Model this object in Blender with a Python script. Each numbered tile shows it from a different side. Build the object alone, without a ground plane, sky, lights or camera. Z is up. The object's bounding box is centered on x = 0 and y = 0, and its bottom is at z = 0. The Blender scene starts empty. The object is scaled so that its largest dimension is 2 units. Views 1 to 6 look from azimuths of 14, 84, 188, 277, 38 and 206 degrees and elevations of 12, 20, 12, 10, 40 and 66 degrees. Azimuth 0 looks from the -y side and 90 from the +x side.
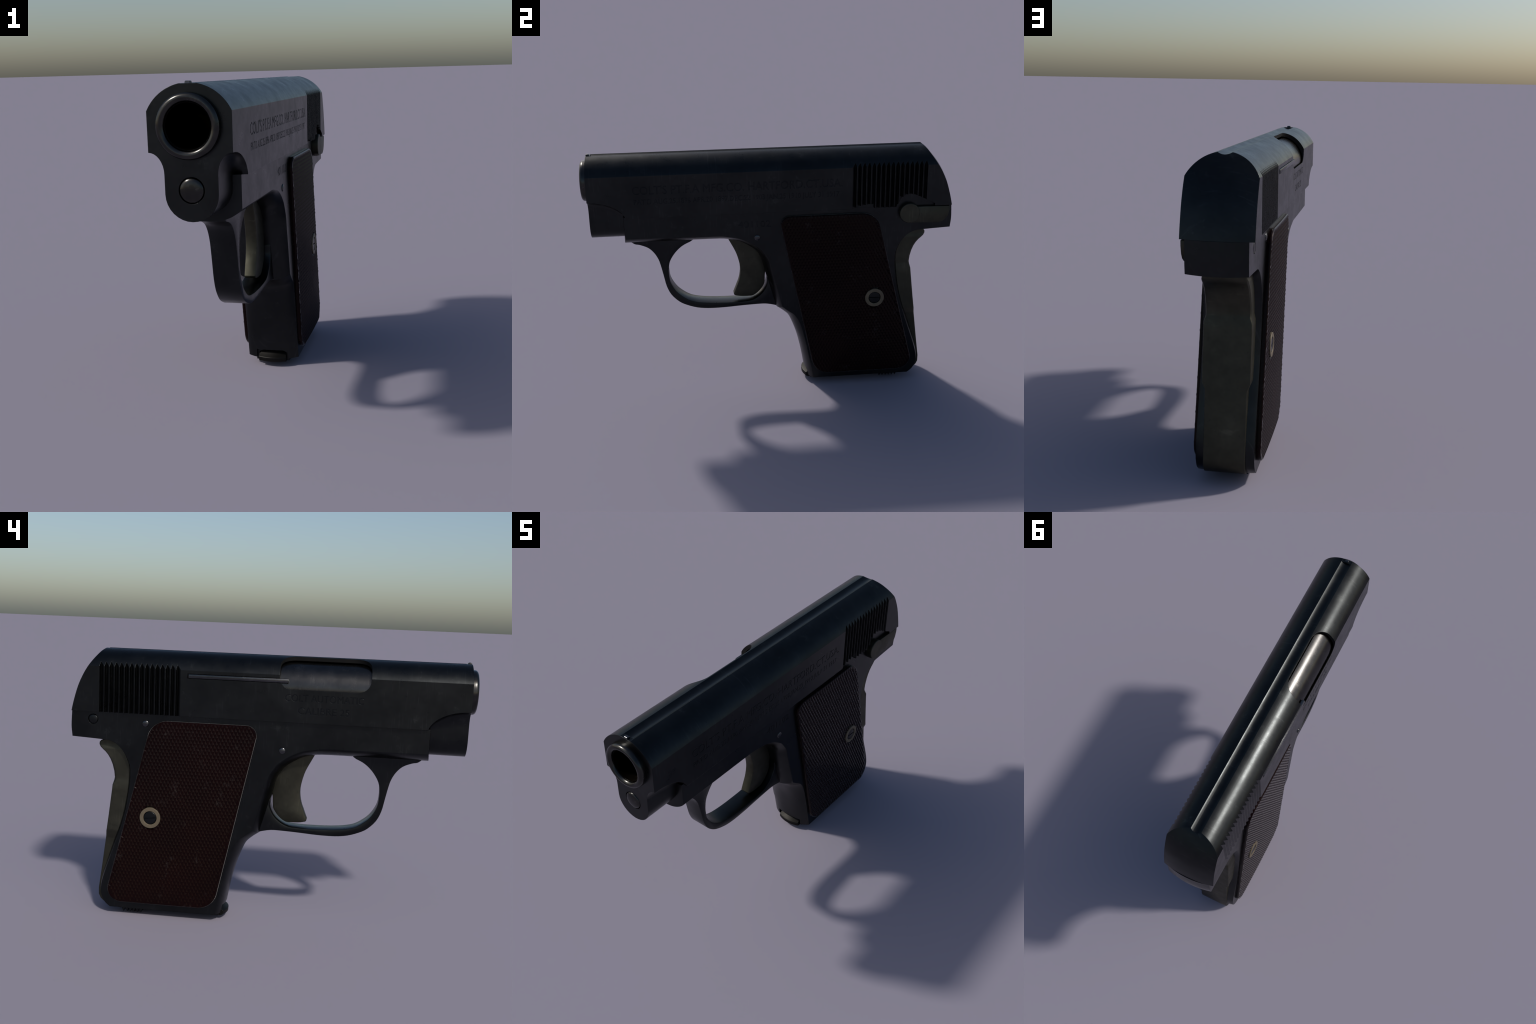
import bpy, bmesh, math, random
import numpy as np
from mathutils import Vector, Matrix
from mathutils.geometry import delaunay_2d_cdt

random.seed(7)
HALF_SLIDE = 0.1435          # half width of the slide flats
HALF_FRAME = 0.122           # half width of the frame flats
ARC_R, ARC_Z = 0.1597, 1.2045  # rounded top of the slide
SEAM_Z = 1.048               # slide / frame parting line
COL = bpy.context.scene.collection

# ------------------------------------------------------------------ materials
def new_mat(name):
    m = bpy.data.materials.new(name)
    m.use_nodes = True
    nt = m.node_tree
    for n in list(nt.nodes):
        nt.nodes.remove(n)
    out = nt.nodes.new("ShaderNodeOutputMaterial")
    bsdf = nt.nodes.new("ShaderNodeBsdfPrincipled")
    nt.links.new(bsdf.outputs[0], out.inputs[0])
    return m, nt, bsdf

def noise(nt, scale, detail=6.0, rough=0.6, stretch=(1, 1, 1)):
    tc = nt.nodes.new("ShaderNodeTexCoord")
    mp = nt.nodes.new("ShaderNodeMapping")
    mp.inputs["Scale"].default_value = stretch
    nt.links.new(tc.outputs["Object"], mp.inputs[0])
    n = nt.nodes.new("ShaderNodeTexNoise")
    n.inputs["Scale"].default_value = scale
    n.inputs["Detail"].default_value = detail
    n.inputs["Roughness"].default_value = rough
    nt.links.new(mp.outputs[0], n.inputs["Vector"])
    return n.outputs["Fac"]

def ramp(nt, fac, stops):
    r = nt.nodes.new("ShaderNodeValToRGB")
    e = r.color_ramp.elements
    while len(e) < len(stops):
        e.new(0.5)
    for el, (p, c) in zip(e, stops):
        el.position = p
        el.color = (*c, 1) if not isinstance(c, (int, float)) else (c, c, c, 1)
    nt.links.new(fac, r.inputs[0])
    return r.outputs[0]

def mix(nt, fac, a, b):
    m = nt.nodes.new("ShaderNodeMix")
    m.data_type = 'RGBA'
    for sock, v in ((m.inputs[0], fac), (m.inputs[6], a), (m.inputs[7], b)):
        if hasattr(v, "is_output"):
            nt.links.new(v, sock)
        elif isinstance(v, (int, float)):
            sock.default_value = v
        else:
            sock.default_value = (*v, 1)
    return m.outputs[2]

def metal(name, dark, light, tint, rough=(0.25, 0.40), metallic=1.0, grain=0.03,
          edge=0.0022, scale=5.0, specular=0.5, tint_at=(0.60, 0.72), scratch=0.3):
    """Worn gun metal: two-tone mottling, a tinted bloom in patches, fine grain."""
    m, nt, b = new_mat(name)
    big = noise(nt, scale, 5, 0.65)
    fine = noise(nt, 42.0, 6, 0.7)
    blot = noise(nt, scale * 2.3, 8, 0.75)
    c = ramp(nt, big, [(0.35, dark), (0.68, light)])
    c = mix(nt, ramp(nt, blot, [(tint_at[0], 0.0), (tint_at[1], 1.0)]), c, tint)
    if scratch:
        # sparse hairline scratches running obliquely round the steel
        tc = nt.nodes.new("ShaderNodeTexCoord")
        mp = nt.nodes.new("ShaderNodeMapping")
        mp.inputs["Rotation"].default_value = (0.5, 0.3, 0.6)
        mp.inputs["Scale"].default_value = (4.0, 70.0, 4.0)
        nt.links.new(tc.outputs["Object"], mp.inputs[0])
        sn = nt.nodes.new("ShaderNodeTexNoise")
        sn.inputs["Scale"].default_value = 2.2
        sn.inputs["Detail"].default_value = 3
        nt.links.new(mp.outputs[0], sn.inputs["Vector"])
        gate = nt.nodes.new("ShaderNodeMath"); gate.operation = 'MULTIPLY'
        nt.links.new(ramp(nt, sn.outputs["Fac"], [(0.60, 0.0), (0.70, scratch)]), gate.inputs[0])
        nt.links.new(ramp(nt, big, [(0.45, 0.0), (0.62, 1.0)]), gate.inputs[1])
        c = mix(nt, gate.outputs[0], c, tuple(v * 2.2 for v in light))
    nt.links.new(c, b.inputs["Base Color"])
    b.inputs["Metallic"].default_value = metallic
    b.inputs["Specular IOR Level"].default_value = specular
    r = ramp(nt, blot, [(0.3, rough[0]), (0.75, rough[1])])
    nt.links.new(r, b.inputs["Roughness"])
    bump = nt.nodes.new("ShaderNodeBump")
    bump.inputs["Strength"].default_value = grain
    bump.inputs["Distance"].default_value = 0.004
    nt.links.new(fine, bump.inputs["Height"])
    if edge:
        bev = nt.nodes.new("ShaderNodeBevel")
        bev.samples = 4
        bev.inputs["Radius"].default_value = edge
        nt.links.new(bev.outputs[0], bump.inputs["Normal"])
    nt.links.new(bump.outputs[0], b.inputs["Normal"])
    return m

MAT_BLUED = metal("blued_steel", (0.022, 0.0238, 0.0248), (0.031, 0.0332, 0.0342), (0.044, 0.047, 0.047))
MAT_FRAME = metal("blued_steel_frame", (0.022, 0.0238, 0.0248), (0.030, 0.0322, 0.0334), (0.039, 0.042, 0.043))
MAT_OLIVE = metal("case_hardened_steel", (0.048, 0.047, 0.036), (0.067, 0.065, 0.050), (0.039, 0.039, 0.031),
                  rough=(0.42, 0.6), grain=0.08, scale=9)
MAT_BRIGHT = metal("bright_barrel_steel", (0.048, 0.048, 0.049), (0.072, 0.071, 0.070), (0.10, 0.096, 0.092),
                   rough=(0.20, 0.32), scale=7)
MAT_PIN = metal("polished_pin_steel", (0.06, 0.062, 0.065), (0.10, 0.10, 0.105), (0.13, 0.13, 0.13), rough=(0.2, 0.3))
MAT_MUZZLE = metal("muzzle_steel", (0.038, 0.038, 0.037), (0.060, 0.059, 0.056), (0.085, 0.081, 0.076), rough=(0.18, 0.3), scale=12)
MAT_CATCH = metal("dull_catch_steel", (0.016, 0.016, 0.015), (0.022, 0.021, 0.020), (0.026, 0.025, 0.023), rough=(0.45, 0.6))  # base colour darkened to hold down the bright highlight on the catch
MAT_INK = metal("lettering_recess", (0.018, 0.020, 0.022), (0.024, 0.026, 0.029), (0.028, 0.030, 0.032), edge=0)
MAT_RING = metal("nickel_ring", (0.105, 0.083, 0.052), (0.132, 0.105, 0.068), (0.090, 0.070, 0.043), metallic=0.3,
                 rough=(0.45, 0.6), edge=0.002)
MAT_PORT_SHADE = metal("painted_port_shade", (0.004, 0.004, 0.004), (0.006, 0.0058, 0.0055), (0.007, 0.0065, 0.006),  # near-black paint for the occlusion shadow on port walls and slide hollow
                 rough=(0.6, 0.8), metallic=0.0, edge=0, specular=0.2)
MAT_BORE = metal("bore_dark", (0.035, 0.027, 0.020), (0.05, 0.039, 0.030), (0.05, 0.039, 0.030), edge=0)

def grip_material():
    m, nt, b = new_mat("checkered_hard_rubber")
    big = noise(nt, 4.0, 5, 0.6)
    dust = noise(nt, 7.5, 9, 0.8)
    speck = noise(nt, 60.0, 4, 0.7)
    c = ramp(nt, big, [(0.35, (0.0032, 0.0006, 0.0006)), (0.7, (0.0056, 0.0010, 0.0009))])
    mk = nt.nodes.new("ShaderNodeMath"); mk.operation = 'MULTIPLY'
    nt.links.new(ramp(nt, dust, [(0.57, 0.0), (0.72, 1.0)]), mk.inputs[0])
    nt.links.new(ramp(nt, speck, [(0.45, 0.0), (0.62, 0.75)]), mk.inputs[1])
    c = mix(nt, mk.outputs[0], c, (0.034, 0.028, 0.027))
    nt.links.new(c, b.inputs["Base Color"])
    b.inputs["Roughness"].default_value = 0.21
    b.inputs["Specular IOR Level"].default_value = 0.11
    b.inputs["Specular Tint"].default_value = (1.0, 0.86, 0.85, 1.0)
    b.inputs["Sheen Weight"].default_value = 0.34
    b.inputs["Sheen Roughness"].default_value = 0.28
    b.inputs["Sheen Tint"].default_value = (1.0, 0.97, 0.97, 1.0)
    return m
MAT_GRIP = grip_material()

# ------------------------------------------------------------------ helpers
def to_object(name, verts, faces, mat, angle=32, parent=None):
    me = bpy.data.meshes.new(name)
    me.from_pydata([tuple(v) for v in verts], [], faces)
    me.validate()
    bm = bmesh.new(); bm.from_mesh(me)
    bmesh.ops.remove_doubles(bm, verts=bm.verts, dist=1e-6)
    bmesh.ops.recalc_face_normals(bm, faces=bm.faces)
    bm.to_mesh(me); bm.free()
    ob = bpy.data.objects.new(name, me)
    COL.objects.link(ob)
    finish(ob, mat, angle, parent)
    return ob

def finish(ob, mat, angle=32, parent=None):
    me = ob.data
    if mat is not None and len(me.materials) < 2:
        me.materials.clear(); me.materials.append(mat)
    me.polygons.foreach_set("use_smooth", [True] * len(me.polygons))
    me.set_sharp_from_angle(angle=math.radians(angle))
    if parent is not None:
        ob.parent = parent

def apply_mods(ob):
    dg = bpy.context.evaluated_depsgraph_get()
    me = bpy.data.meshes.new_from_object(ob.evaluated_get(dg))
    ob.modifiers.clear()
    ob.data = me

def cut(ob, cutter, op='DIFFERENCE'):
    md = ob.modifiers.new("cut", 'BOOLEAN')
    md.operation = op
    md.solver = 'EXACT'
    md.object = cutter
    if cutter.data.materials:
        md.material_mode = 'TRANSFER'
    apply_mods(ob)
    bpy.data.objects.remove(cutter)

def bevel(ob, width, segs=2, angle=35):
    md = ob.modifiers.new("bevel", 'BEVEL')
    md.width = width; md.segments = segs
    md.limit_method = 'ANGLE'; md.angle_limit = math.radians(angle)
    md.harden_normals = False
    apply_mods(ob)

def loft(rings, closed_ends=True):
    n = len(rings[0])
    verts = [p for r in rings for p in r]
    faces = []
    for k in range(len(rings) - 1):
        for i in range(n):
            j = (i + 1) % n
            faces.append((k * n + i, k * n + j, (k + 1) * n + j, (k + 1) * n + i))
    if closed_ends:
        faces.append(tuple(range(n - 1, -1, -1)))
        faces.append(tuple((len(rings) - 1) * n + i for i in range(n)))
    return verts, faces

def prism(name, outline, x0, x1, mat=None, parent=None, angle=32):
    """Outline in (y, z) extruded along x."""
    rings = [[(x, y, z) for y, z in outline] for x in (x0, x1)]
    v, f = loft(rings)
    return to_object(name, v, f, mat, angle, parent)

def lathe(name, profile, centre, mat, parent, seg=64, axis='y'):
    """profile: (distance along axis, radius) pairs, closed on the axis or open ring."""
    v, f = [], []
    n = len(profile)
    for s in range(seg):
        a = 2 * math.pi * s / seg
        for d, r in profile:
            if axis == 'y':
                v.append((centre[0] + r * math.cos(a), centre[1] + d, centre[2] + r * math.sin(a)))
            else:
                v.append((centre[0] + d, centre[1] + r * math.cos(a), centre[2] + r * math.sin(a)))
    for s in range(seg):
        t = (s + 1) % seg
        for i in range(n - 1):
            f.append((s * n + i, s * n + i + 1, t * n + i + 1, t * n + i))
    return to_object(name, v, f, mat, 40, parent)

def catmull(pts, sub, corners=()):
    """Open Catmull-Rom through pts; indices in corners stay sharp. Works on tuples of any length."""
    P = [np.array(p, float) for p in pts]
    out = []
    for i in range(len(P) - 1):
        p1, p2 = P[i], P[i + 1]
        p0 = P[i - 1] if i > 0 and i not in corners else 2 * p1 - p2
        p3 = P[i + 2] if i + 2 < len(P) and (i + 1) not in corners else 2 * p2 - p1
        l = max(np.linalg.norm(p2[:2] - p1[:2]), 1e-6)
        m1 = (p2 - p0) * l / (l + max(np.linalg.norm(p1[:2] - p0[:2]), 1e-6))
        m2 = (p3 - p1) * l / (l + max(np.linalg.norm(p3[:2] - p2[:2]), 1e-6))
        for k in range(sub):
            t = k / sub
            out.append((2*t**3-3*t**2+1)*p1 + (t**3-2*t**2+t)*m1 + (-2*t**3+3*t**2)*p2 + (t**3-t**2)*m2)
    out.append(P[-1])
    return out

def rounded_polygon(pts, radii, seg=6):
    out = []
    n = len(pts)
    for i, (p, r) in enumerate(zip(pts, radii)):
        p = Vector(p); a = Vector(pts[i - 1]); b = Vector(pts[(i + 1) % n])
        if r <= 0:
            out.append(tuple(p)); continue
        da = (a - p).normalized(); db = (b - p).normalized()
        half = da.angle(db) / 2
        d = r / math.tan(half)
        c = p + (da + db).normalized() * (r / math.sin(half))
        s = p + da * d - c; e = p + db * d - c
        ang = s.angle_signed(e)
        for k in range(seg + 1):
            t = k / seg * ang
            out.append((c.x + s.x * math.cos(t) + s.y * math.sin(t), c.y - s.x * math.sin(t) + s.y * math.cos(t)))
    return out

def text_mesh(body, size_fit, baseline, side, depth_out, depth_in, name, offset=0.0, x_face=HALF_SLIDE):
    """Text set on a flat of the gun. size_fit = (y_start, y_end, cap_height). side +1 / -1."""
    cu = bpy.data.curves.new(name, 'FONT')
    cu.body = body
    cu.size = 1.0
    cu.offset = 0.0
    cu.resolution_u = 3
    tmp = bpy.data.objects.new(name, cu)
    COL.objects.link(tmp)
    dg = bpy.context.evaluated_depsgraph_get()
    dg.update()
    me0 = bpy.data.meshes.new_from_object(tmp.evaluated_get(dg))
    xs = [v.co.x for v in me0.vertices]; ys = [v.co.y for v in me0.vertices]
    cap = 0.729
    w = max(xs) - min(xs)
    y0, y1, h = size_fit
    length = abs(y1 - y0)
    sx = length / w
    sz = h / cap
    bpy.data.meshes.remove(me0)
    cu.offset = offset
    cu.extrude = 0.5
    dg = bpy.context.evaluated_depsgraph_get(); dg.update()
    me = bpy.data.meshes.new_from_object(tmp.evaluated_get(dg))
    x_min = min(xs)
    d = 1 if side > 0 else -1
    for v in me.vertices:
        a, b, c = v.co
        depth = (c + 0.5)      # 0..1
        x = d * (x_face - depth_in + depth * (depth_in + depth_out))
        v.co = (x, y0 + d * (a - x_min) * sx, baseline + b * sz)
    bpy.data.objects.remove(tmp)
    bm = bmesh.new(); bm.from_mesh(me)
    bmesh.ops.remove_doubles(bm, verts=bm.verts, dist=1e-6)
    bmesh.ops.recalc_face_normals(bm, faces=bm.faces)
    bm.to_mesh(me); bm.free()
    ob = bpy.data.objects.new(name, me)
    COL.objects.link(ob)
    return ob

# ------------------------------------------------------------------ root
root = bpy.data.objects.new("pistol", None)
COL.objects.link(root)
root["label"] = "small antique blued steel pocket pistol with checkered brown grips"
root["category"] = "pistol"

# ------------------------------------------------------------------ slide
def notch_bottom(y):
    """Lower edge of the slide flat: sweeps down from the muzzle to the parting line."""
    t = min(max((y + 0.967) / (0.967 - 0.775), 0), 1)
    return SEAM_Z + 0.093 * math.sqrt(max(1 - t ** 2.15, 0)) ** 1.25

def slide_section(y, tube=True, groove=True):
    zb = notch_bottom(y)
    neck_x, tube_z, tube_r = 0.0915, 1.0045, 0.0915
    t = min(max((y + 0.967) / 0.192, 0), 1)
    zn = min(1.07 - 0.03 * t, zb - 0.004)
    half = []
    if tube:
        for k in range(9):
            a = math.pi / 2 * k / 8
            half.append((tube_r * math.sin(a), tube_z - tube_r * math.cos(a)))
        fz = max(zb - zn, 0.004)
        for k in range(9):
            a = math.pi / 2 * k / 8
            half.append((HALF_SLIDE - (HALF_SLIDE - neck_x) * math.cos(a), zn + fz * math.sin(a)))
    else:
        for k in range(18):
            half.append((HALF_SLIDE * k / 17, zb))
    a0 = math.acos(HALF_SLIDE / ARC_R); a1 = math.acos(0.029 / ARC_R)
    for k in range(25):
        a = a0 + (a1 - a0) * k / 24
        half.append((ARC_R * math.cos(a), ARC_Z + ARC_R * math.sin(a)))
    edge_z = ARC_Z + ARC_R * math.sin(a1)
    for x in (0.027, 0.021, 0.014, 0.007, 0.0):
        if groove:
            half.append((x, edge_z - 0.0085 * (1 - (x / 0.029) ** 2)))
        else:
            half.append((x, edge_z - 0.0005))
    left = [(-x, z) for x, z in half[1:-1]][::-1]
    return [(x, y, z) for x, z in half + left]

ys = [-0.967 + (0.967 - 0.775) * (1 - math.cos(math.pi / 2 * k / 22)) for k in range(23)]
ys = sorted(set(round(-0.967 + 0.192 * math.sin(math.pi / 2 * k / 22), 5) for k in range(23)))
rings = []
for y in ys:
    if rings and y > -0.945 and rings[-1][0][1] < -0.945:
        rings.append(slide_section(-0.945, True, False))
        rings.append(slide_section(-0.945 + 1e-4, True, True))
    rings.append(slide_section(y, True, y > -0.945))
rings.append(slide_section(-0.70, True, True))
rings.append(slide_section(-0.699, False, True))
rings.append(slide_section(1.12, False, True))
v, f = loft(rings)
slide = to_object("slide", v, f, MAT_BLUED, 32, root)

# rounded, slightly crowned breech end
REAR = catmull([(1.000, 0.982), (1.049, 0.976), (1.128, 0.957), (1.193, 0.935), (1.267, 0.896), (1.34, 0.838), (1.362, 0.815), (1.42, 0.742)], 6)
def rear_grid():
    xs = [(-0.2 + 0.4 * k / 32) for k in range(33)]
    v, f = [], []
    for z, y in REAR:
        for x in xs:
            v.append((x, y + 0.0185 * (1 - (x / HALF_SLIDE) ** 2), z))
    nr, nx = len(REAR), len(xs)
    base = len(v)
    for z, y in REAR:
        for x in xs:
            v.append((x, 1.3, z))
    def q(b, i, j): return b + i * nx + j
    for i in range(nr - 1):
        for j in range(nx - 1):
            f.append((q(0, i, j), q(0, i, j + 1), q(0, i + 1, j + 1), q(0, i + 1, j)))
            f.append((q(base, i, j), q(base, i + 1, j), q(base, i + 1, j + 1), q(base, i, j + 1)))
    for i in range(nr - 1):
        for j in (0, nx - 1):
            f.append((q(0, i, j), q(0, i + 1, j), q(base, i + 1, j), q(base, i, j)))
    for j in range(nx - 1):
        for i in (0, nr - 1):
            f.append((q(0, i, j), q(base, i, j), q(base, i, j + 1), q(0, i, j + 1)))
    return v, f
cut(slide, to_object("cutter", *rear_grid(), None))

# cocking serrations: sixteen saw-tooth grooves per side
def serration_cutter(side):
    v, f = [], []
    pitch = 0.02565
    for i in range(16):
        y_front = 0.4245 + i * pitch
        y_rear = y_front + pitch * 0.975
        tri = [(0.1437, y_front + 0.001), (0.1300, y_rear - 0.0045), (0.1437, y_rear), (0.16, y_rear), (0.16, y_front + 0.001)]
        b = len(v)
        for z in (1.02, 1.33):
            for x, y in tri:
                v.append((side * x, y, z))
        n = len(tri)
        for k in range(n):
            j = (k + 1) % n
            f.append((b + k, b + j, b + n + j, b + n + k))
        f.append(tuple(b + k for k in range(n)))
        f.append(tuple(b + n + k for k in range(n)))
    return to_object("cutter", v, f, None)
for s in (1, -1):
    cut(slide, serration_cutter(s))

def cyl_y(r, y0, y1, z, seg=64):
    rings = [[(r * math.cos(2 * math.pi * k / seg), y, z + r * math.sin(2 * math.pi * k / seg)) for k in range(seg)] for y in (y0, y1)]
    return to_object("cutter", *loft(rings), None)

# ejection port, cut radially out of the rounded right shoulder
def port_cutter():
    y0, y1 = -0.495, -0.057
    th0, th1 = math.radians(1.0), math.radians(77.0)
    arc = 0.152
    o = rounded_polygon([(y0, th0 * arc), (y1, th0 * arc), (y1, th1 * arc), (y0, th1 * arc)], [0.062, 0.062, 0.082, 0.082], 10)
    dense = []
    for i, p in enumerate(o):
        q = o[(i + 1) % len(o)]
        n = max(1, int(math.dist(p, q) / 0.012))
        dense += [(p[0] + (q[0] - p[0]) * k / n, p[1] + (q[1] - p[1]) * k / n) for k in range(n)]
    rings = []
    for r in (0.110, 0.21):
        rings.append([(-r * math.cos(s / arc), y, ARC_Z + r * math.sin(s / arc)) for y, s in dense])
    n = len(dense)
    v = rings[0] + rings[1]
    f = [(i, (i + 1) % n, n + (i + 1) % n, n + i) for i in range(n)]
    for b, r in ((0, 0.110), (n, 0.21)):
        v.append((-r * math.cos(0.65), -0.276, ARC_Z + r * math.sin(0.65)))
        c = len(v) - 1
        f += [(b + i, b + (i + 1) % n, c) for i in range(n)]
    return to_object("cutter", v, f, MAT_PORT_SHADE)
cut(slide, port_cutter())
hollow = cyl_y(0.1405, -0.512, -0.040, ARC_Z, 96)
hollow.data.materials.append(MAT_PORT_SHADE)
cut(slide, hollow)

# muzzle bore and recoil plug seat
MUZ_Z = 1.2265
cut(slide, cyl_y(0.092, -1.05, -0.03, MUZ_Z))
cut(slide, cyl_y(0.0445, -1.05, -0.945, 1.0175, 48))

# clearance for the thumb safety and the small take-down notch on the left flat
cut(slide, prism("cutter", [(0.672, 1.03), (0.674, 1.055), (0.684, 1.077), (0.704, 1.103), (0.724, 1.114), (0.745, 1.118),
                            (0.765, 1.115), (0.786, 1.108), (0.882, 1.061), (0.882, 1.03)], 0.1235, 0.2))
cut(slide, prism("cutter", [(0.432, 1.03), (0.436, 1.051), (0.47, 1.062), (0.52, 1.070), (0.545, 1.070), (0.553, 1.03)], 0.1245, 0.2))

# extractor slot
cut(slide, prism("cutter", [(-0.12, 1.2345), (0.392, 1.2345), (0.392, 1.2585), (-0.12, 1.2585)], -0.132, -0.2))

# engraved lettering
LETTERS = [
    ("COLT'S PT.F.A MFG.CO. HARTFORD.CT.USA.", (-0.730, 0.373, 0.046), 1.177, 1, "slide"),
    ("PAT'D AUG.25.1896 APR.20 1897.DEC.22 1903.JAN.25 1910 JULY 31 1917", (-0.725, 0.356, 0.029), 1.124, 1, "slide"),
    ("COLT AUTOMATIC", (-0.088, -0.465, 0.035), 1.151, -1, "slide"),
    ("CALIBRE 25", (-0.153, -0.399, 0.034), 1.091, -1, "slide"),
    ("401102", (-0.184, -0.010, 0.038), 0.965, 1, "frame"),
]
for body, fit, base, side, host in LETTERS:
    if host == "slide":
        cut(slide, text_mesh(body, fit, base, side, 0.01, 0.0018, "cutter"))
finish(slide, MAT_BLUED, 18, root)

# ------------------------------------------------------------------ frame
# (flat-side outline y,z) (centre-plane outline y,z)  blend: 0 elliptical round, 1 shallow crown
FR = [
    (-0.786, 1.0485, -0.793, 1.0485), (-0.785, 0.929, -0.793, 0.884), (-0.534, 0.927, -0.600, 0.884),
    (-0.336, 0.926, -0.420, 0.884), (-0.284, 0.925, -0.285, 0.883), (-0.242, 0.918, -0.236, 0.879),
    (-0.181, 0.906, -0.184, 0.866), (-0.123, 0.880, -0.138, 0.842), (-0.068, 0.840, -0.094, 0.811),
    (-0.046, 0.812, -0.075, 0.787), (-0.020, 0.768, -0.055, 0.750), (-0.006, 0.710, -0.042, 0.698),
    (0.024, 0.596, -0.014, 0.588), (0.049, 0.494, 0.020, 0.468), (0.082, 0.466, 0.056, 0.442),
    (0.118, 0.438, 0.087, 0.411), (0.147, 0.388, 0.110, 0.365), (0.174, 0.295, 0.141, 0.279),
    (0.198, 0.180, 0.168, 0.168), (0.227, 0.039, 0.191, 0.036), (0.774, 0.038, 0.774, 0.033),
    (0.797, 0.056, 0.800, 0.054), (0.813, 0.080, 0.822, 0.076), (0.823, 0.124, 0.838, 0.124),
    (0.812, 0.192, 0.832, 0.196), (0.753, 0.369, 0.779, 0.378), (0.706, 0.520, 0.733, 0.528),
    (0.681, 0.661, 0.709, 0.664), (0.676, 0.764, 0.702, 0.764), (0.697, 0.831, 0.719, 0.822),
    (0.739, 0.882, 0.748, 0.873), (0.781, 0.904, 0.783, 0.902), (0.822, 0.909, 0.822, 0.908),
    (0.978, 0.917, 0.993, 0.914), (0.983, 0.969, 1.000, 0.969), (0.980, 1.0485, 0.997, 1.0485)]
FR_CORNERS = {0, 1, 13, 19, 20, 33, 35}
frame_path = catmull(FR, 5, FR_CORNERS)
def frame_ring(s):
    ring = []
    for p in frame_path:
        a, b = Vector(p[:2]), Vector(p[2:])
        w = (1 - s * s) if p[0] > 0.9 else (1 - abs(s) ** 2.6) ** 0.9
        c = a.lerp(b, w)
        ring.append((HALF_FRAME * s, c.x, c.y))
    return ring
NS = 28
ss = [math.sin(-math.pi / 2 + math.pi * k / NS) for k in range(NS + 1)]
ss[0], ss[-1] = -1.0, 1.0
v, f = loft([frame_ring(s) for s in ss])
frame = to_object("frame", v, f, MAT_FRAME, 32, root)
# slot for the magazine catch at the toe of the front strap
box = prism("cutter", [(0.10, -0.02), (0.30, -0.02), (0.30, 0.080), (0.10, 0.080)], -0.076, 0.076)
cut(frame, box)
# magazine well mouth under the grip
box = prism("cutter", [(0.28, -0.02), (0.74, -0.02), (0.74, 0.060), (0.28, 0.060)], -0.088, 0.088)
cut(frame, box)
# recess behind the large hammer pin
seat = [(-0.2 + d, 0) for d in (0, 0.1)]
rings = [[(x, 0.871 + 0.026 * math.cos(2 * math.pi * k / 32), 1.0095 + 0.026 * math.sin(2 * math.pi * k / 32)) for k in range(32)] for x in (-0.2, -0.114)]
cut(frame, to_object("cutter", *loft(rings), None))
for body, fit, base, side, host in LETTERS:
    if host == "frame":
        cut(frame, text_mesh(body, fit, base, side, 0.01, 0.0018, "cutter", x_face=HALF_FRAME))
finish(frame, MAT_FRAME, 27, root)

# lettering floors (dark fill at the bottom of the engraving)
for body, fit, base, side, host in LETTERS:
    face = HALF_SLIDE if host == "slide" else HALF_FRAME
    t = text_mesh(body, fit, base, side, -0.0014, 0.003, "engraved_lettering", offset=-0.006, x_face=face)
    finish(t, MAT_INK, 32, slide if host == "slide" else frame)

# ------------------------------------------------------------------ trigger guard
G = 0.051
outer = [(-0.780, 0.905), (-0.745, 0.876), (-0.716, 0.869), (-0.672, 0.850), (-0.642, 0.820), (-0.621, 0.782), (-0.610, 0.744), (-0.597, 0.682),
         (-0.584, 0.621), (-0.561, 0.570), (-0.519, 0.526), (-0.479, 0.504), (-0.422, 0.485), (-0.360, 0.477),
         (-0.272, 0.477), (-0.184, 0.482), (-0.094, 0.486), (-0.040, 0.486), (0.007, 0.477), (0.060, 0.460)]
inner = [(0.040, 0.660), (-0.027, 0.645), (-0.029, 0.597), (-0.057, 0.550), (-0.108, 0.515), (-0.168, 0.5065), (-0.270, 0.506), (-0.374, 0.512),
         (-0.449, 0.527), (-0.500, 0.558), (-0.534, 0.592), (-0.561, 0.643), (-0.5675, 0.690), (-0.567, 0.726), (-0.559, 0.766),
         (-0.534, 0.808), (-0.504, 0.840), (-0.476, 0.860), (-0.430, 0.884), (-0.42, 0.912)]
go = [tuple(p) for p in catmull(outer, 3)]
gi = [tuple(p) for p in catmull(inner, 3, {1})]
guard = prism("trigger_guard", go + gi, -G, G, MAT_FRAME, root)
bevel(guard, 0.003, 2, 40)
finish(guard, MAT_FRAME, 32, root)

# ------------------------------------------------------------------ trigger
front = [(-0.262, 0.925), (-0.235, 0.870), (-0.201, 0.803), (-0.186, 0.761), (-0.175, 0.710), (-0.174, 0.672), (-0.182, 0.628), (-0.198, 0.586), (-0.214, 0.546)]
back = [(-0.211, 0.536), (-0.178, 0.529), (-0.135, 0.527), (-0.104, 0.530), (-0.066, 0.560), (-0.041, 0.600), (-0.036, 0.656), (-0.03, 0.704), (-0.05, 0.80), (-0.12, 0.925)]
tp = [tuple(p) for p in catmull(front, 4)] + [tuple(p) for p in catmull(back, 4)]
trigger = prism("trigger", tp, -0.025, 0.025, MAT_OLIVE, root)
bevel(trigger, 0.005, 2, 40)
finish(trigger, MAT_OLIVE, 32, root)

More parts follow.
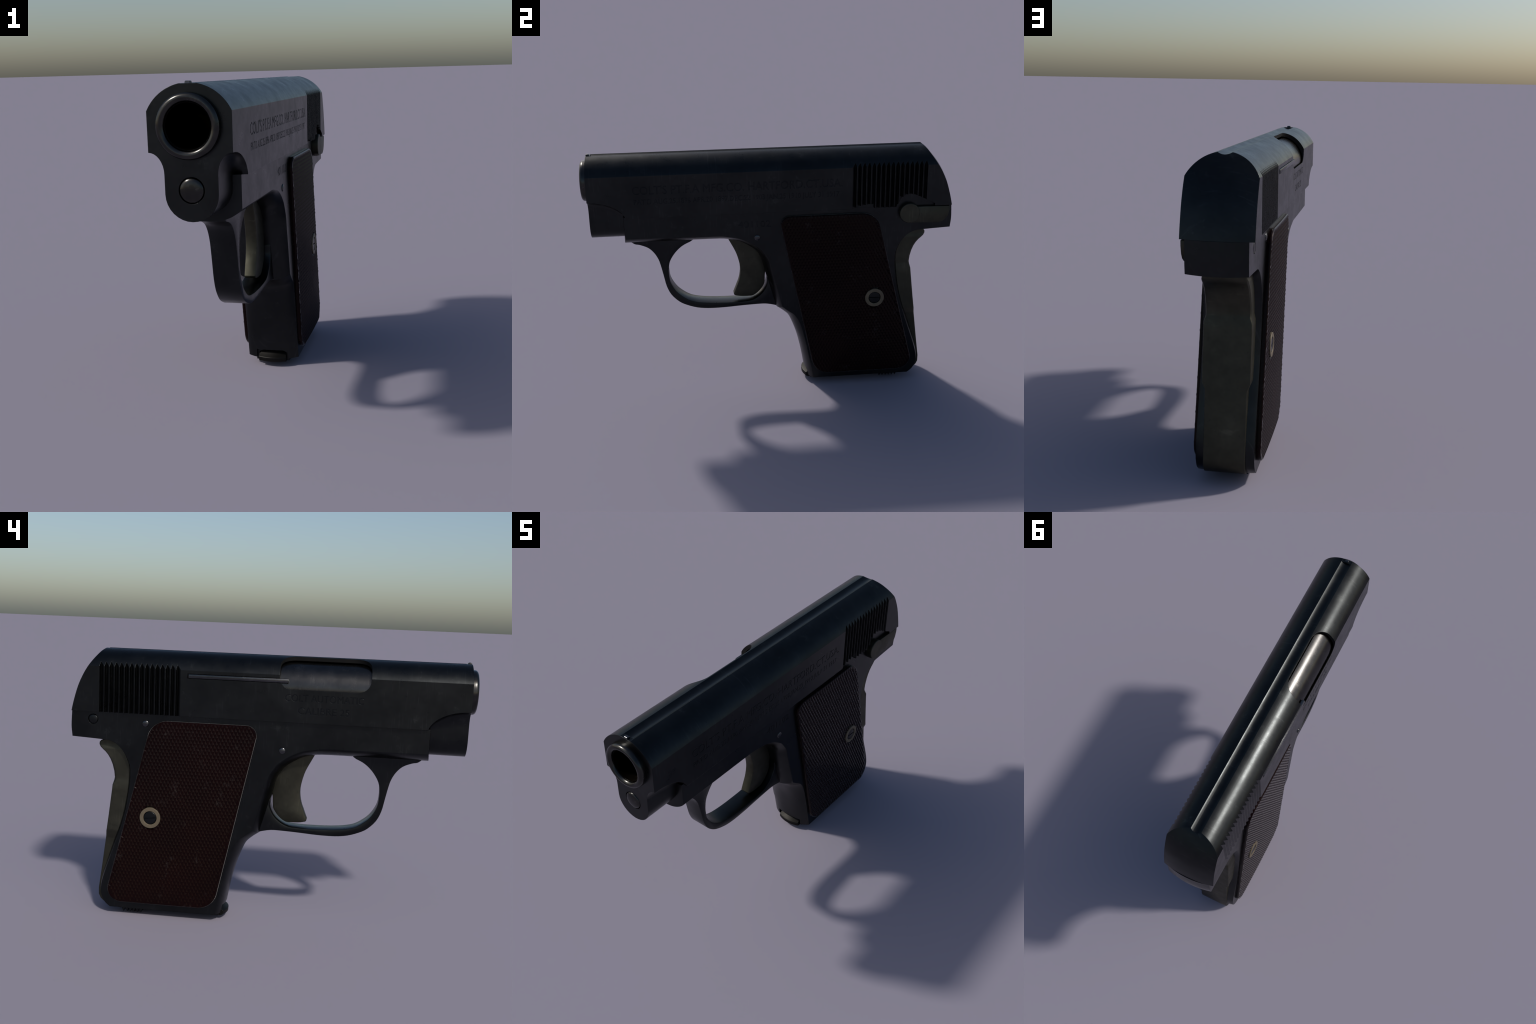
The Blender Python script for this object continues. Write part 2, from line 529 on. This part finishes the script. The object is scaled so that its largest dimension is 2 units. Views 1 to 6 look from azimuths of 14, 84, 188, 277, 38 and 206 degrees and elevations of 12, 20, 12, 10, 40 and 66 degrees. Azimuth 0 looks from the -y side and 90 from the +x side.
# ------------------------------------------------------------------ grip safety (backstrap lever)
GS = [  # z, back y, half width at the flank, chamfer
    (0.046, 0.806, 0.087, 0.004), (0.054, 0.822, 0.087, 0.004), (0.068, 0.836, 0.087, 0.004), (0.088, 0.8455, 0.087, 0.004),
    (0.123, 0.846, 0.087, 0.004), (0.248, 0.829, 0.087, 0.004), (0.390, 0.811, 0.087, 0.004), (0.404, 0.809, 0.088, 0.004),
    (0.432, 0.805, 0.100, 0.004), (0.446, 0.803, 0.100, 0.004),
    (0.507, 0.795, 0.100, 0.004), (0.648, 0.778, 0.100, 0.004), (0.676, 0.775, 0.100, 0.004), (0.700, 0.770, 0.094, 0.011), (0.714, 0.7675, 0.094, 0.011),
    (0.745, 0.771, 0.094, 0.011), (0.779, 0.780, 0.094, 0.011), (0.805, 0.791, 0.094, 0.011), (0.826, 0.804, 0.094, 0.011), (0.843, 0.819, 0.094, 0.011), (0.854, 0.832, 0.094, 0.011), (0.866, 0.844, 0.094, 0.011),
    (0.878, 0.850, 0.090, 0.008), (0.890, 0.849, 0.090, 0.008), (0.899, 0.841, 0.090, 0.008), (0.904, 0.822, 0.090, 0.008)]
rings = []
for z, yb, w, ch in GS:
    half = [(0.0, yb), (w - ch, yb), (w - ch * 0.45, yb - ch * 0.25), (w, yb - ch), (w, 0.60)]
    pts = half + [(-x, y) for x, y in half[1:]][::-1]
    rings.append([(x, y, z) for x, y in pts])
v, f = loft(rings)
to_object("grip_safety", v, f, MAT_OLIVE, 30, root)

# ------------------------------------------------------------------ grip panels
def panel_outline():
    pts = [(0.039, 1.019), (0.596, 1.019), (0.812, 0.072), (0.216, 0.072)]
    pts = [(0.033, 1.019), (0.567, 1.019), (0.609, 0.855), (0.804, 0.073), (0.232, 0.073)]
    o = rounded_polygon(pts, [0.050, 0.105, 0.5, 0.070, 0.096], 10)
    dense = []
    for i, p in enumerate(o):
        q = o[(i + 1) % len(o)]
        n = max(1, int(math.dist(p, q) / 0.005))
        dense += [(p[0] + (q[0] - p[0]) * k / n, p[1] + (q[1] - p[1]) * k / n) for k in range(n)]
    return dense
OUT = panel_outline()
PITCH_Y, PITCH_Z = 0.0184, 0.0346
SCREW = (0.564, 0.528)
def dist_to_outline(P):
    O = np.array(OUT); Q = np.roll(O, -1, axis=0)
    d = np.full(len(P), 9.0)
    for a, b in zip(O, Q):
        ab = b - a
        t = np.clip(((P - a) @ ab) / max(ab @ ab, 1e-12), 0, 1)
        d = np.minimum(d, np.linalg.norm(P - (a + t[:, None] * ab), axis=1))
    return d
def inside(P):
    O = np.array(OUT); Q = np.roll(O, -1, axis=0)
    c = np.zeros(len(P), bool)
    for a, b in zip(O, Q):
        cond = (a[1] > P[:, 1]) != (b[1] > P[:, 1])
        with np.errstate(divide='ignore', invalid='ignore'):
            xi = (b[0] - a[0]) * (P[:, 1] - a[1]) / (b[1] - a[1]) + a[0]
        c ^= cond & (P[:, 0] < xi)
    return c
def panel_mesh(side):
    # lattice corners (valley crossings) and apexes of the checkering pyramids
    O = np.array(OUT)
    T_ = np.roll(O, -1, axis=0) - np.roll(O, 1, axis=0)
    T_ /= np.linalg.norm(T_, axis=1)[:, None]
    N = np.stack([-T_[:, 1], T_[:, 0]], 1)
    area = 0.5 * np.sum(O[:, 0] * np.roll(O[:, 1], -1) - np.roll(O[:, 0], -1) * O[:, 1])
    if area < 0:
        N = -N
    r, T = 0.010, (0.0190 if side > 0 else 0.0205)
    pts = [Vector(p) for p in OUT]
    nb = len(OUT)
    edges = [(i, (i + 1) % nb) for i in range(nb)]
    for off in (0.0015, 0.0045):
        pts += [Vector(p) for p in O + N * off]
    lattice = {}
    cand = []
    for i in range(0, 2 * int(0.86 / PITCH_Y)):
        for j in range(0, 2 * int(1.06 / PITCH_Z)):
            cand.append((i, j, i * PITCH_Y / 2, j * PITCH_Z / 2))
    P = np.array([(c[2], c[3]) for c in cand])
    ok = inside(P)
    dd = dist_to_outline(P)
    rs = np.hypot(P[:, 0] - SCREW[0], P[:, 1] - SCREW[1])
    for c, k, d in zip(cand, ok, dd):
        if k and d > 0.0075:
            lattice[(c[0], c[1])] = len(pts)
            pts.append(Vector((c[2], c[3])))
    # (i + j) even: crossing of two valleys; (i + j) odd: apex.  Corner neighbours sit one step away.
    for (i, j), a in lattice.items():
        if (i + j) % 2:
            ring4 = [lattice.get(q) for q in ((i + 1, j), (i, j + 1), (i - 1, j), (i, j - 1))]
            for q in ring4:
                if q is not None:
                    edges.append((a, q))
            for q, t in zip(ring4, ring4[1:] + ring4[:1]):
                if q is not None and t is not None:
                    edges.append((q, t))
    vo, eo, fo, *_ = delaunay_2d_cdt(pts, edges, [], 1, 1e-7)
    V = np.array([tuple(p) for p in vo])
    d = dist_to_outline(V)
    dd = np.clip(d, 0, r)
    x = HALF_FRAME + (T - r) + np.sqrt(np.maximum(r * r - (r - dd) ** 2, 0))
    mid = 0.32 + 0.205 * (1.02 - V[:, 1])
    x += 0.004 * np.clip(1 - ((V[:, 0] - mid) / 0.30) ** 2, 0, 1)
    iu = np.rint(V[:, 0] / (PITCH_Y / 2)).astype(int)
    iw = np.rint(V[:, 1] / (PITCH_Z / 2)).astype(int)
    on = (np.hypot(V[:, 0] - iu * PITCH_Y / 2, V[:, 1] - iw * PITCH_Z / 2) < 1e-5) & (d > 0.0073)
    apex = on & ((iu + iw) % 2 == 1)
    x += np.where(apex, 0.0008, np.where(on, -0.0022, 0.0))
    rs = np.hypot(V[:, 0] - SCREW[0], V[:, 1] - SCREW[1])
    x = np.where(rs < 0.047, HALF_FRAME + 0.004, x)   # counterbore under the screw bush
    verts = [(side * xx, p[0], p[1]) for xx, p in zip(x, V)]
    faces = [tuple(t) for t in fo]
    # skirt down into the frame
    bi = [i for i in range(len(V)) if d[i] < 1e-5]
    key = {}
    for i in bi:
        key[i] = len(verts)
        verts.append((side * (HALF_FRAME - 0.004), V[i][0], V[i][1]))
    from collections import Counter
    cnt = Counter()
    for t in faces:
        for k in range(3):
            cnt[frozenset((t[k], t[(k + 1) % 3]))] += 1
    for e, c in cnt.items():
        if c == 1:
            a, b = tuple(e)
            if a in key and b in key:
                faces.append((a, b, key[b], key[a]))
    return verts, faces
for side in (1, -1):
    v, f = panel_mesh(side)
    gp = to_object("grip_panel", v, f, MAT_GRIP, 14, root)
    xf = HALF_FRAME + (0.0235 if side > 0 else 0.0245)
    c = (0.0, SCREW[0], SCREW[1])
    prof = [(0.128, 0.034), (xf + 0.002, 0.034), (xf + 0.0035, 0.0355), (xf + 0.0035, 0.0515), (xf + 0.002, 0.053), (0.128, 0.053)]
    lathe("screw_ring", [(side * a, r) for a, r in prof], c, MAT_RING, gp, 48, 'x')
    prof = [(0.128, 0.0325), (xf - 0.001, 0.0325), (xf + 0.001, 0.030), (xf + 0.0016, 0.018), (xf + 0.0018, 0.0)]
    sc = lathe("grip_screw", [(side * a, r) for a, r in prof], c, None, gp, 48, 'x')
    # screw slot
    tilt = math.radians(4 if side > 0 else 6)
    sl = []
    for a, b in ((-0.05, -0.003), (0.05, -0.003), (0.05, 0.003), (-0.05, 0.003)):
        sl.append((SCREW[0] + a * math.cos(tilt) + b * math.sin(tilt), SCREW[1] - a * math.sin(tilt) + b * math.cos(tilt)))
    bm = bmesh.new(); bm.from_mesh(sc.data)
    be = [e for e in bm.edges if e.is_boundary]
    bmesh.ops.holes_fill(bm, edges=be); bmesh.ops.recalc_face_normals(bm, faces=bm.faces)
    bm.to_mesh(sc.data); bm.free()
    cut(sc, prism("cutter", sl, side * (xf - 0.006), side * 0.2))
    finish(sc, MAT_FRAME, 35, gp)

# ------------------------------------------------------------------ thumb safety
arm = [(0.744, 1.046), (0.966, 1.043), (0.9655, 1.020), (0.958, 0.989), (0.944, 0.968), (0.922, 0.954), (0.905, 0.951), (0.744, 0.955)]
lever = prism("safety_lever", arm, 0.118, 0.1415, MAT_OLIVE, root)
bevel(lever, 0.003, 2, 40)
finish(lever, MAT_OLIVE, 32, root)
lathe("safety_thumbpiece", [(0.118, 0.0545), (0.149, 0.0545), (0.1515, 0.052), (0.1515, 0.0)], (0, 0.744, 1.012), MAT_OLIVE, lever, 56, 'x')

# ------------------------------------------------------------------ barrel, muzzle, recoil plug
# the chamber end seen through the port: a rounded block, with a slit left above it
sec = []
for k in range(41):
    a = math.radians(-35 + (74.5 + 35) * k / 40)
    sec.append((-0.134 * math.cos(a), ARC_Z + 0.134 * math.sin(a)))
sec += [(-0.0355, 1.13)]
rings = [[(x, y, z) for x, z in sec] for y in (-0.511, -0.041)]
barrel = to_object("barrel", *loft(rings), MAT_BRIGHT, 32, root)
cut(barrel, cyl_y(0.077, -0.6, 0.1, 1.2265))
finish(barrel, MAT_BRIGHT, 32, root)
prof = [(-0.30, 0.0), (-0.30, 0.073), (-0.93, 0.074), (-0.955, 0.0755), (-0.985, 0.0755)]
lathe("bore", prof, (0, 0, MUZ_Z), MAT_BORE, root, 64)
ring = [(-0.955, 0.076), (-0.984, 0.0765)]
for k in range(13):
    a = math.pi * k / 12
    ring.append((-0.9835 - 0.0165 * math.sin(a), 0.0925 - 0.0155 * math.cos(a)))
ring += [(-0.967 + 0.004, 0.1085)]
lathe("muzzle_ring", ring, (0, 0, MUZ_Z), MAT_MUZZLE, root, 72)
plug = [(-0.93, 0.0415), (-0.9655, 0.0415), (-0.9695, 0.039), (-0.9725, 0.030), (-0.974, 0.016), (-0.9745, 0.0)]
lathe("recoil_spring_plug", plug, (0, 0, 1.0175), MAT_MUZZLE, root, 48)

# ------------------------------------------------------------------ front sight
sight = [(-0.9665, 1.354), (-0.9665, 1.3665), (-0.962, 1.369), (-0.950, 1.369), (-0.945, 1.354)]
fs = prism("front_sight", sight, -0.010, 0.010, MAT_PIN, root)
bevel(fs, 0.002, 1)
finish(fs, MAT_PIN, 32, root)

# ------------------------------------------------------------------ extractor
ex = prism("extractor", [(-0.101, 1.2365), (0.388, 1.2365), (0.388, 1.2565), (-0.101, 1.2565)], -0.128, -0.1475, MAT_PIN, root)
bevel(ex, 0.004, 2)
finish(ex, MAT_PIN, 32, root)

# ------------------------------------------------------------------ pins
def pin(y, z, r, x_face, side, dome=0.006):
    prof = [(side * (x_face - 0.01), r)]
    for k in range(7):
        a = math.pi / 2 * k / 6
        prof.append((side * (x_face + dome * math.sin(a)), r * math.cos(a)))
    return lathe("pin", prof, (0, y, z), MAT_PIN, root, 32, 'x')
pin(-0.084, 0.9045, 0.0165, HALF_FRAME, 1)
pin(-0.084, 0.9045, 0.0165, HALF_FRAME, -1)
pin(0.602, 1.000, 0.0168, HALF_FRAME, -1)
hp = pin(0.871, 1.0095, 0.0235, HALF_FRAME - 0.003, -1, 0.005)
hp.data.materials.clear(); hp.data.materials.append(MAT_FRAME)

# ------------------------------------------------------------------ magazine
mag = prism("magazine_floor", rounded_polygon([(0.21, 0.022), (0.735, 0.022), (0.735, 0.075), (0.21, 0.075)], [0.006, 0.006, 0, 0], 3), -0.080, 0.080, MAT_FRAME, root)
v, f = [], []
for i in range(6):   # finger ridges under the floor plate
    y = 0.612 + i * 0.0185
    tri = [(y, 0.024), (y + 0.009, 0.001), (y + 0.018, 0.024)]
    b = len(v)
    v += [(x, yy, z) for x in (-0.078, 0.078) for yy, z in tri]
    f += [(b, b + 1, b + 4, b + 3), (b + 1, b + 2, b + 5, b + 4), (b + 2, b, b + 3, b + 5), (b, b + 2, b + 1), (b + 3, b + 4, b + 5)]
to_object("finger_ridges", v, f, MAT_FRAME, 30, mag)

def catch_ring(z, grow):
    pts = []
    for k in range(17):
        x = -0.066 + 0.132 * k / 16
        pts.append((x, 0.190 - 0.016 * (1 - (x / 0.066) ** 2) - grow, z))
    return pts + [(0.066, 0.30, z), (-0.066, 0.30, z)]
rings = [catch_ring(z, g) for z, g in ((0.020, -0.010), (0.0225, -0.003), (0.026, 0.001), (0.043, 0.002), (0.046, 0.000), (0.047, -0.003), (0.072, -0.028))]
to_object("magazine_catch", *loft(rings), MAT_CATCH, 30, root)
